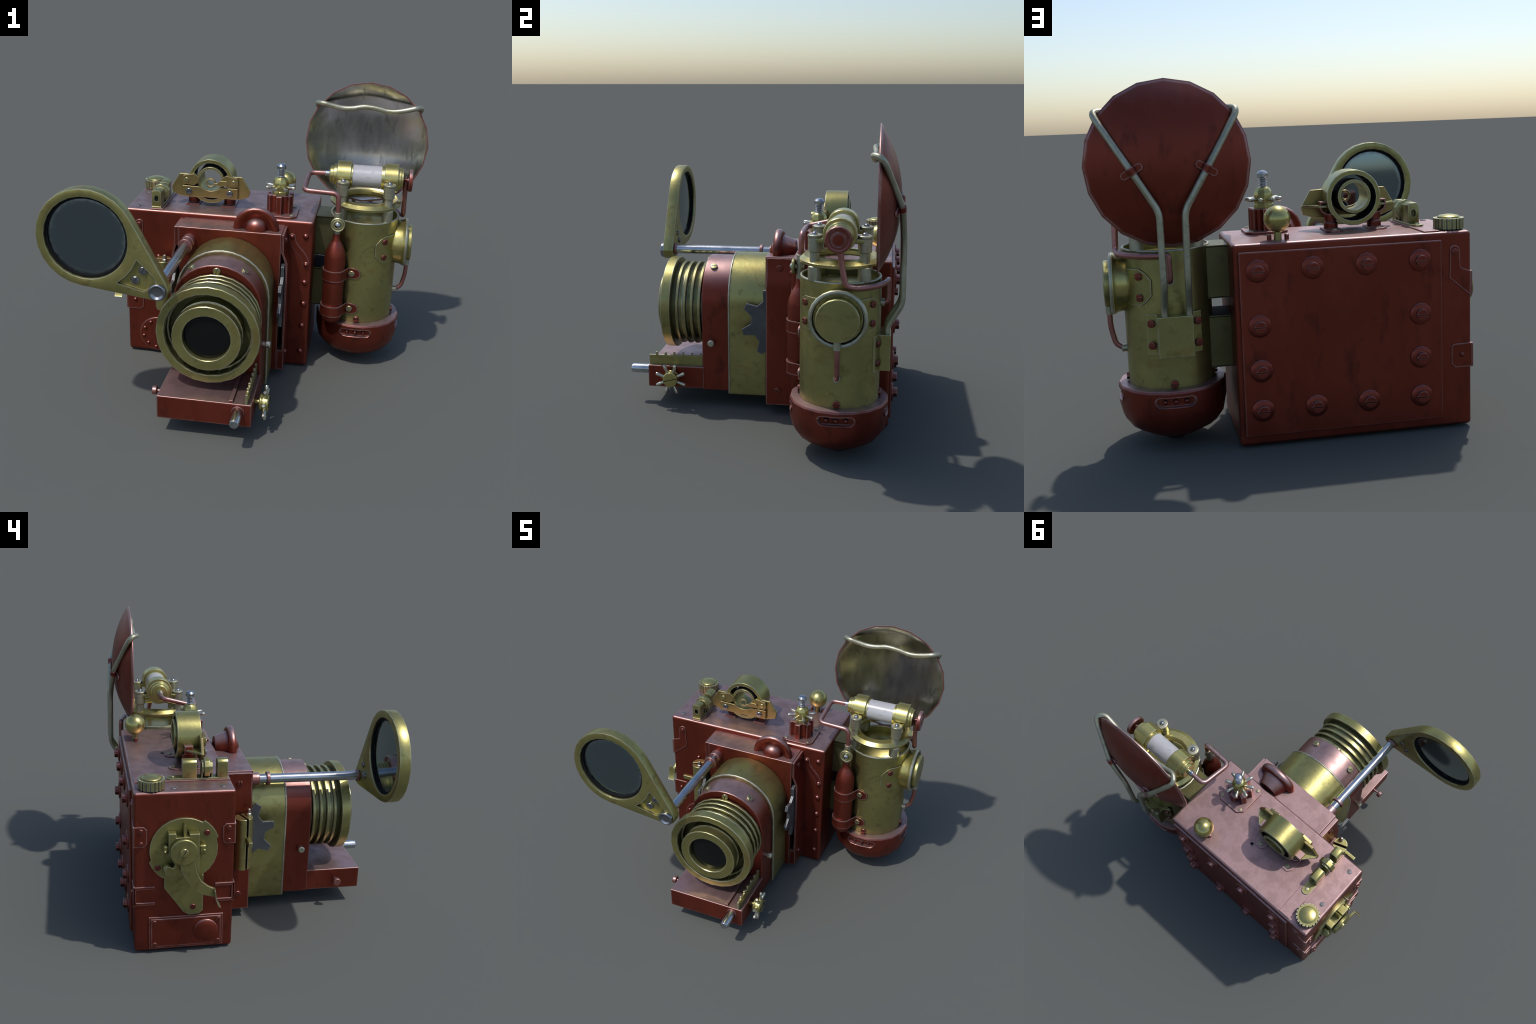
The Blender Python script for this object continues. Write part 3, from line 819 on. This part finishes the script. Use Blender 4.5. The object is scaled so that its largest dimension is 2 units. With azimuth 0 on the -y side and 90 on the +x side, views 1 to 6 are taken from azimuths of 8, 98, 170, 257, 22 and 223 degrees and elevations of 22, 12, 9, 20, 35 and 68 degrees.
# collar ring and four posts with caps
lathe("canister_collar", [(.136, .012), (.142, .004), (.208, 0), (.215, .003), (.217, .017), (.194, .036), (.152, .038), (.138, .030)], 'z', (fx - .002, fy, 1.037), BRASS_BRIGHT, can, seg=24, closed=True, bevel=0, smooth=30)
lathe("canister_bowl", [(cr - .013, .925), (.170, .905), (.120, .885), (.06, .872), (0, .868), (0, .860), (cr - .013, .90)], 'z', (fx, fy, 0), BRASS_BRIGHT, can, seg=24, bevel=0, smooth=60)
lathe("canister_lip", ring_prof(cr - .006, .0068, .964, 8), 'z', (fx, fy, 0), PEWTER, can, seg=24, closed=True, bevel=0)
posts = [(fx + a, fy + b) for a in (-.142, .136) for b in (-.126, .125)]
for x, y in posts:
    lathe("collar_post", [(0, .965), (.034, .965), (.034, 1.036), (.026, 1.040), (.026, 1.110), (.035, 1.114), (.035, 1.184), (.038, 1.188), (.038, 1.197), (.033, 1.200), (0, 1.201)], 'z', (x, y, 0), PEWTER, can, seg=14)
    fastener('rivet', (x, y, 1.200), (0, 0, 1), .0165, STEEL_DARK, can)

# connectors between camera and canister
for z0, z1 in ((.704, .962), (.362, .620)):
    c = box("side_connector", .340, .470, .392, .592, z0, z1, BRASS_DARK, can, bevel=.002)
    if z0 < .5:
        box("connector_dark_plate", .3405, .4695, .3925, .5915, z1 - .001, z1 + .003, DARK, can, bevel=0)  # added black plate that darkens the top of the lower connector
    for zz in (z0 + .006, z1 - .008):
        box("connector_lip", .346, .466, .3905, .5935, zz - .0015, zz + .0015, DARK, can, bevel=0)

# ---------------------------------------------------------------- flash lamp tube
ty, tz = .499, 1.204
lamp = lathe("lamp_tube", [(0, .530), (.066, .530), (.066, .745), (0, .745)], 'x', (0, ty, tz), CERAMIC, root, seg=22, bevel=0)
for x0, x1 in ((.456, .540), (.742, .824)):
    lathe("lamp_band", [(.070, x0), (.084, x0), (.086, x0 + .003), (.086, x1 - .003), (.084, x1), (.070, x1)], 'x', (0, ty, tz), BRASS_BRIGHT, lamp, seg=20, closed=True, bevel=0)
    for sy in (-1, 1):
        xc = (x0 + x1) / 2
        box("lamp_band_ear", xc - .030, xc + .030, ty + sy * .100 - .026, ty + sy * .100 + .026, 1.160, 1.184, BRASS, lamp, bevel=.006)
lathe("lamp_end_cap", [(0, .404), (.018, .404), (.020, .410), (.048, .411), (.052, .414), (.052, .432), (.062, .434), (.064, .438), (.064, .452), (.071, .454), (.071, .47), (0, .47)], 'x', (0, ty, tz), BRASS_BRIGHT, lamp, seg=20, bevel=.001)
lathe("lamp_end_cap", [(0, .81), (.071, .81), (.071, .827), (.066, .830), (.066, .842), (.058, .845), (.058, .856), (.052, .858), (0, .858)], 'x', (0, ty, tz), BRASS_BRIGHT, lamp, seg=20, bevel=.001)
lathe("lamp_sleeve", [(.064, .724), (.071, .726), (.072, .742), (.064, .744)], 'x', (0, ty, tz), BRASS_BRIGHT, lamp, seg=20, closed=True, bevel=0)
lathe("lamp_sleeve", [(.064, .538), (.071, .540), (.071, .549), (.064, .551)], 'x', (0, ty, tz), BRASS_BRIGHT, lamp, seg=20, closed=True, bevel=0)
kz = 1.196
lathe("lamp_valve_wheel", [(0, .842), (.014, .842), (.014, .888), (.064, .888), (.068, .892), (.068, .908), (.064, .913), (.055, .913), (.052, .909), (.040, .909), (.037, .913), (.034, .910), (.031, .914), (0, .915)], 'x', (0, ty - .002, kz), RED, lamp, seg=14, bevel=.001)
fastener('rivet', (.874, ty, kz + .012), (0, 0, 1), .011, RED_FAST, lamp)

# pipe from lamp to bottle valve
tube("gas_pipe", [(.396, .499, 1.206), (.284, .499, 1.204), (.272, .285, 1.153), (.480, .277, 1.148), (.486, .272, 1.028)], .0155, RED_PIPE, root, corner=.035)
lathe("gas_pipe_ferrule", [(0, 0), (.019, 0), (.019, .026), (.015, .03), (0, .03)], (-1, 0, 0), (.408, .499, 1.206), STEEL, lamp, seg=12)
# pipe from the lamp wheel around the canister
loop = [(.874, .499, 1.188), (.876, .520, .985)]
path = fillet([(.874, .499, 1.19), (.875, .515, 1.06), (.878, .535, .957), (fx + .243 * cos(radians(22)), fy + .243 * sin(radians(22)), .948)], .03, 4)
path += [Vector((fx + .243 * cos(radians(a)), fy + .243 * sin(radians(a)), .948)) for a in range(30, 84, 9)]
path += fillet([(fx + .243 * cos(radians(84)), fy + .243 * sin(radians(84)), .948), (fx - .002, .744, .948), (fx - .004, .744, .828), (fx - .004, .700, .824)], .022, 4)
finish("return_pipe", bm_tube(path, .0155, 10), RED_PIPE, root, smooth=60)
lathe("pipe_ferrule", [(0, 0), (.021, 0), (.021, .022), (0, .022)], (0, 1, 0), (fx - .004, .705, .824), PEWTER, can, seg=12)

# ---------------------------------------------------------------- gas bottle with straps
gx, gy, gr = .485, .266, .0645
bottle = lathe("gas_bottle", [(0, .318), (.034, .320), (.054, .332), (gr, .352), (gr, .752), (.060, .785), (.046, .822), (.030, .850), (.022, .866), (.020, .905), (0, .905)], 'z', (gx, gy, 0), RED, root, seg=20, bevel=0, smooth=60)
lathe("bottle_neck", [(0, .885), (.0205, .885), (.0205, .935), (.024, .945), (.024, .995), (.020, 1.005), (.021, 1.034), (0, 1.034)], 'z', (gx, gy + .002, 0), PEWTER, bottle, seg=14)
lathe("bottle_valve", [(0, -.03), (.014, -.03), (.014, .018), (.040, .020), (.045, .024), (.045, .034), (.040, .038), (.033, .034), (.026, .037), (.020, .034), (0, .034)], (0, -1, 0), (.490, .262, .968), BRASS, bottle, seg=18, bevel=.001)
lathe("bottle_valve_button", [(.019, 0), (.017, .010), (.010, .016), (0, .018)], (0, -1, 0), (.490, .229, .968), STEEL, bottle, seg=14, bevel=0)
for zc in (.641, .405):
    p = [(gx + (gr + .001) * cos(radians(a)), gy + (gr + .001) * sin(radians(a))) for a in range(150, 322, 15)]
    c0 = -108
    p += [(fx + (cr + .002) * cos(radians(a)), fy + (cr + .002) * sin(radians(a))) for a in (-109, -105, -101, -97, -94, -91, -89)]
    nb = len(p) - 7
    zz = [(zc - .034, zc + .034)] * nb + [(zc - h, zc + h) for h in (.034, .034, .034, .033, .030, .022, .010)]
    bm = bm_strip(p[::-1], zz[::-1], .0065)
    finish("bottle_strap", bm, RED, bottle, bevel=.0015, smooth=50)
    a = radians(-103)
    fastener('screw', (fx + (cr + .008) * cos(a), fy + (cr + .008) * sin(a), zc), (cos(a), sin(a), 0), .019, BRASS, bottle, spin=.15)

# ---------------------------------------------------------------- porthole on the canister side
qz = .796
port = lathe("porthole_housing", [(.10, .14), (.118, .155), (.133, .200), (.140, .240), (.146, .250), (.150, .256), (.147, .264), (.138, .267), (.130, .262), (.124, .250), (0, .250)], 'x', (fx, .501, qz), BRASS_BRIGHT, root, seg=24, bevel=0, smooth=45)
lathe("porthole_rim", ring_prof(.1385, .0115, .262, 8), 'x', (fx, .501, qz), PEWTER, port, seg=24, closed=True, bevel=0)
lathe("porthole_cap", [(0, .240), (.112, .240), (.112, .296), (.108, .301), (0, .302)], 'x', (fx, .501, qz), BRASS, port, seg=22, bevel=.001)
cols = []
for a in range(-68, 69, 8):
    h = .086 if abs(a) <= 56 else .086 - (abs(a) - 56) / 12 * .050
    cols.append((a, h))
bm = bm_strip([(fx + (cr + .001) * cos(radians(a)), fy + (cr + .001) * sin(radians(a))) for a, h in cols][::-1], [(qz - h, qz + h) for a, h in cols][::-1], .006)
finish("porthole_bracket", bm, BRASS, port, bevel=.001, smooth=50)
for sy in (-1, 1):
    for z in (.848, .748):
        a = sy * radians(51.5)
        fastener('screw', (fx + (cr + .007) * cos(a), fy + (cr + .007) * sin(a), z), (cos(a), sin(a), 0), .0185, RED_FAST, port, spin=0)
tube("porthole_drain", [(.925, .500, .660), (.925, .500, .585), (.905, .500, .497), (.868, .499, .474)], .0135, RED_PIPE, port, corner=.045)
lathe("drain_ferrule", [(0, 0), (.0185, 0), (.0185, .042), (0, .042)], 'z', (.925, .500, .645), PEWTER, port, seg=12)
lathe("drain_ferrule", [(0, 0), (.020, 0), (.020, .030), (.016, .033), (0, .033)], 'x', (.846, .499, .474), PEWTER, port, seg=12)

# ---------------------------------------------------------------- reflector dish with wire frame
rx, rz, rR, rim_y, depth = .614, 1.361, .383, .688, .112
Rs = (rR * rR + depth * depth) / (2 * depth)
def cap(r, R0=Rs, d=depth):
    return d - (R0 - sqrt(R0 * R0 - r * r))
n = 9
outer = [(rR * i / n, cap(rR * i / n)) for i in range(n + 1)]
inner_r, t_mirror = rR - .006, .012
dish = finish("reflector_dish",
              bm_lathe([(0, depth)] + outer[1:] + [(rR - .001, -.006), (inner_r - .003, -.006), (inner_r - .004, .004)] + [(inner_r * i / n, cap(inner_r * i / n) - .005) for i in range(n - 1, 0, -1)] + [(0, depth - .005)], 'y', (rx, rim_y, rz), 20),
              RED, root, smooth=50)
def hammered(x, z, r):
    """shallow dents, stronger near the rim, in the spun metal"""
    k = (r / rR) ** 2
    return .0035 * k * (sin(17 * x + 3) * cos(13 * z + 1) + .6 * sin(29 * z - 7 * x)) * min(1, (inner_r - r) / .03 + .15)
bm = bmesh.new()
segs, rings = 60, 16
front, backf = [], []
for i in range(rings + 1):
    r = (inner_r - .004) * i / rings
    fr_, bk_ = [], []
    for k in range(segs if i else 1):
        t = 2 * pi * k / segs
        # follow the twenty-sided rim so that the mirror meets the shell
        w = pi / 20
        poly = cos(w) / cos(((t + 1e-9) % (2 * w)) - w) if i else 1
        rr = r * poly
        u_, v_, w_ = frame('y')
        p = Vector((rx, 0, rz)) + (u_ * cos(t) + v_ * sin(t)) * rr
        p.y = rim_y + cap(rr) - t_mirror + hammered(p.x, p.z, rr) - (0 if i < rings else -t_mirror * .3)
        fr_.append(bm.verts.new(p)); bk_.append(bm.verts.new(p + Vector((0, .003, 0))))
    front.append(fr_); backf.append(bk_)
for rows in (front, backf):
    for a, b in zip(rows, rows[1:]):
        for k in range(segs):
            q = list(dict.fromkeys([a[k % len(a)], a[(k + 1) % len(a)], b[(k + 1) % segs], b[k]]))
            bm.faces.new(q)
for k in range(segs):
    bm.faces.new((front[-1][k], front[-1][(k + 1) % segs], backf[-1][(k + 1) % segs], backf[-1][k]))
finish("reflector_mirror", bm, REFLECT, dish, smooth=70)
half = [(.671 - rx, .744, .640), (.671 - rx, .742, .700), (.668 - rx, .818, .828), (.671 - rx, .816, 1.155), (.782 - rx, .803, 1.340), (.925 - rx, .712, 1.570), (.936 - rx, .690, 1.600), (.900 - rx, .655, 1.606)]
wave = [(.855, .658, 1.592), (.785, .664, 1.575), (.730, .668, 1.573), (.660, .668, 1.590), (.580, .668, 1.596), (.520, .668, 1.580), (.455, .666, 1.577), (.380, .660, 1.594)]
right = [(rx + a, b, c) for a, b, c in half]
left = [(rx - a, b, c) for a, b, c in half]
tube("reflector_frame", right + wave + left[::-1], .0163, PEWTER, dish, corner=.035, seg=10, n=4)
for s in (1, -1):
    x = rx + s * .166
    d = Vector((s * .111, -.008, .185)).normalized()
    c = Vector((x, .800, 1.337))
    side = d.cross(Vector((0, 1, 0))).normalized()
    lathe("frame_clip", [(.0165, -.020), (.0205, -.019), (.0205, .019), (.0165, .020)], d, c, RED, dish, seg=12, closed=True)
    out = d.cross(side).normalized()
    for q in (-1, 1):
        loop = [(.012, -.018), (.044, -.018), (.056, -.008), (.056, .008), (.044, .018), (.012, .018)]
        bm = bmesh.new()
        vs = ([], [])
        for a, b in loop:
            p = c + side * q * a + d * b
            ys = rim_y + cap(sqrt((p.x - rx) ** 2 + (p.z - rz) ** 2))
            for v, yo in zip(vs, (-.001, .008)):
                v.append(bm.verts.new((p.x, ys + yo, p.z)))
        bm.faces.new(vs[0]); bm.faces.new(vs[1][::-1])
        for i in range(6):
            bm.faces.new((vs[0][i], vs[1][i], vs[1][(i + 1) % 6], vs[0][(i + 1) % 6]))
        finish("frame_clip_ear", bm, RED, dish, bevel=.002)

# socket box at the back of the canister that holds the frame
sock = box("frame_socket", .542, .707, .680, .764, .473, .667, BRASS, root, bevel=.003)
for s in (1, -1):
    xa, xb = fx - .017 + s * .080, fx - .014 + s * .128
    ya, yb = .710, .686
    p = [(xa, ya), (xb, yb), (xb, yb - .012), (xa, ya - .030)]
    prism("socket_flange", p, 'z', .478, .672, BRASS, sock, bevel=.002)
    for z in (.628, .524):
        fastener('screw', (fx - .016 + s * .108, .700, z), (s * .42, .9, 0), .0185, RED_FAST, sock, spin=0)
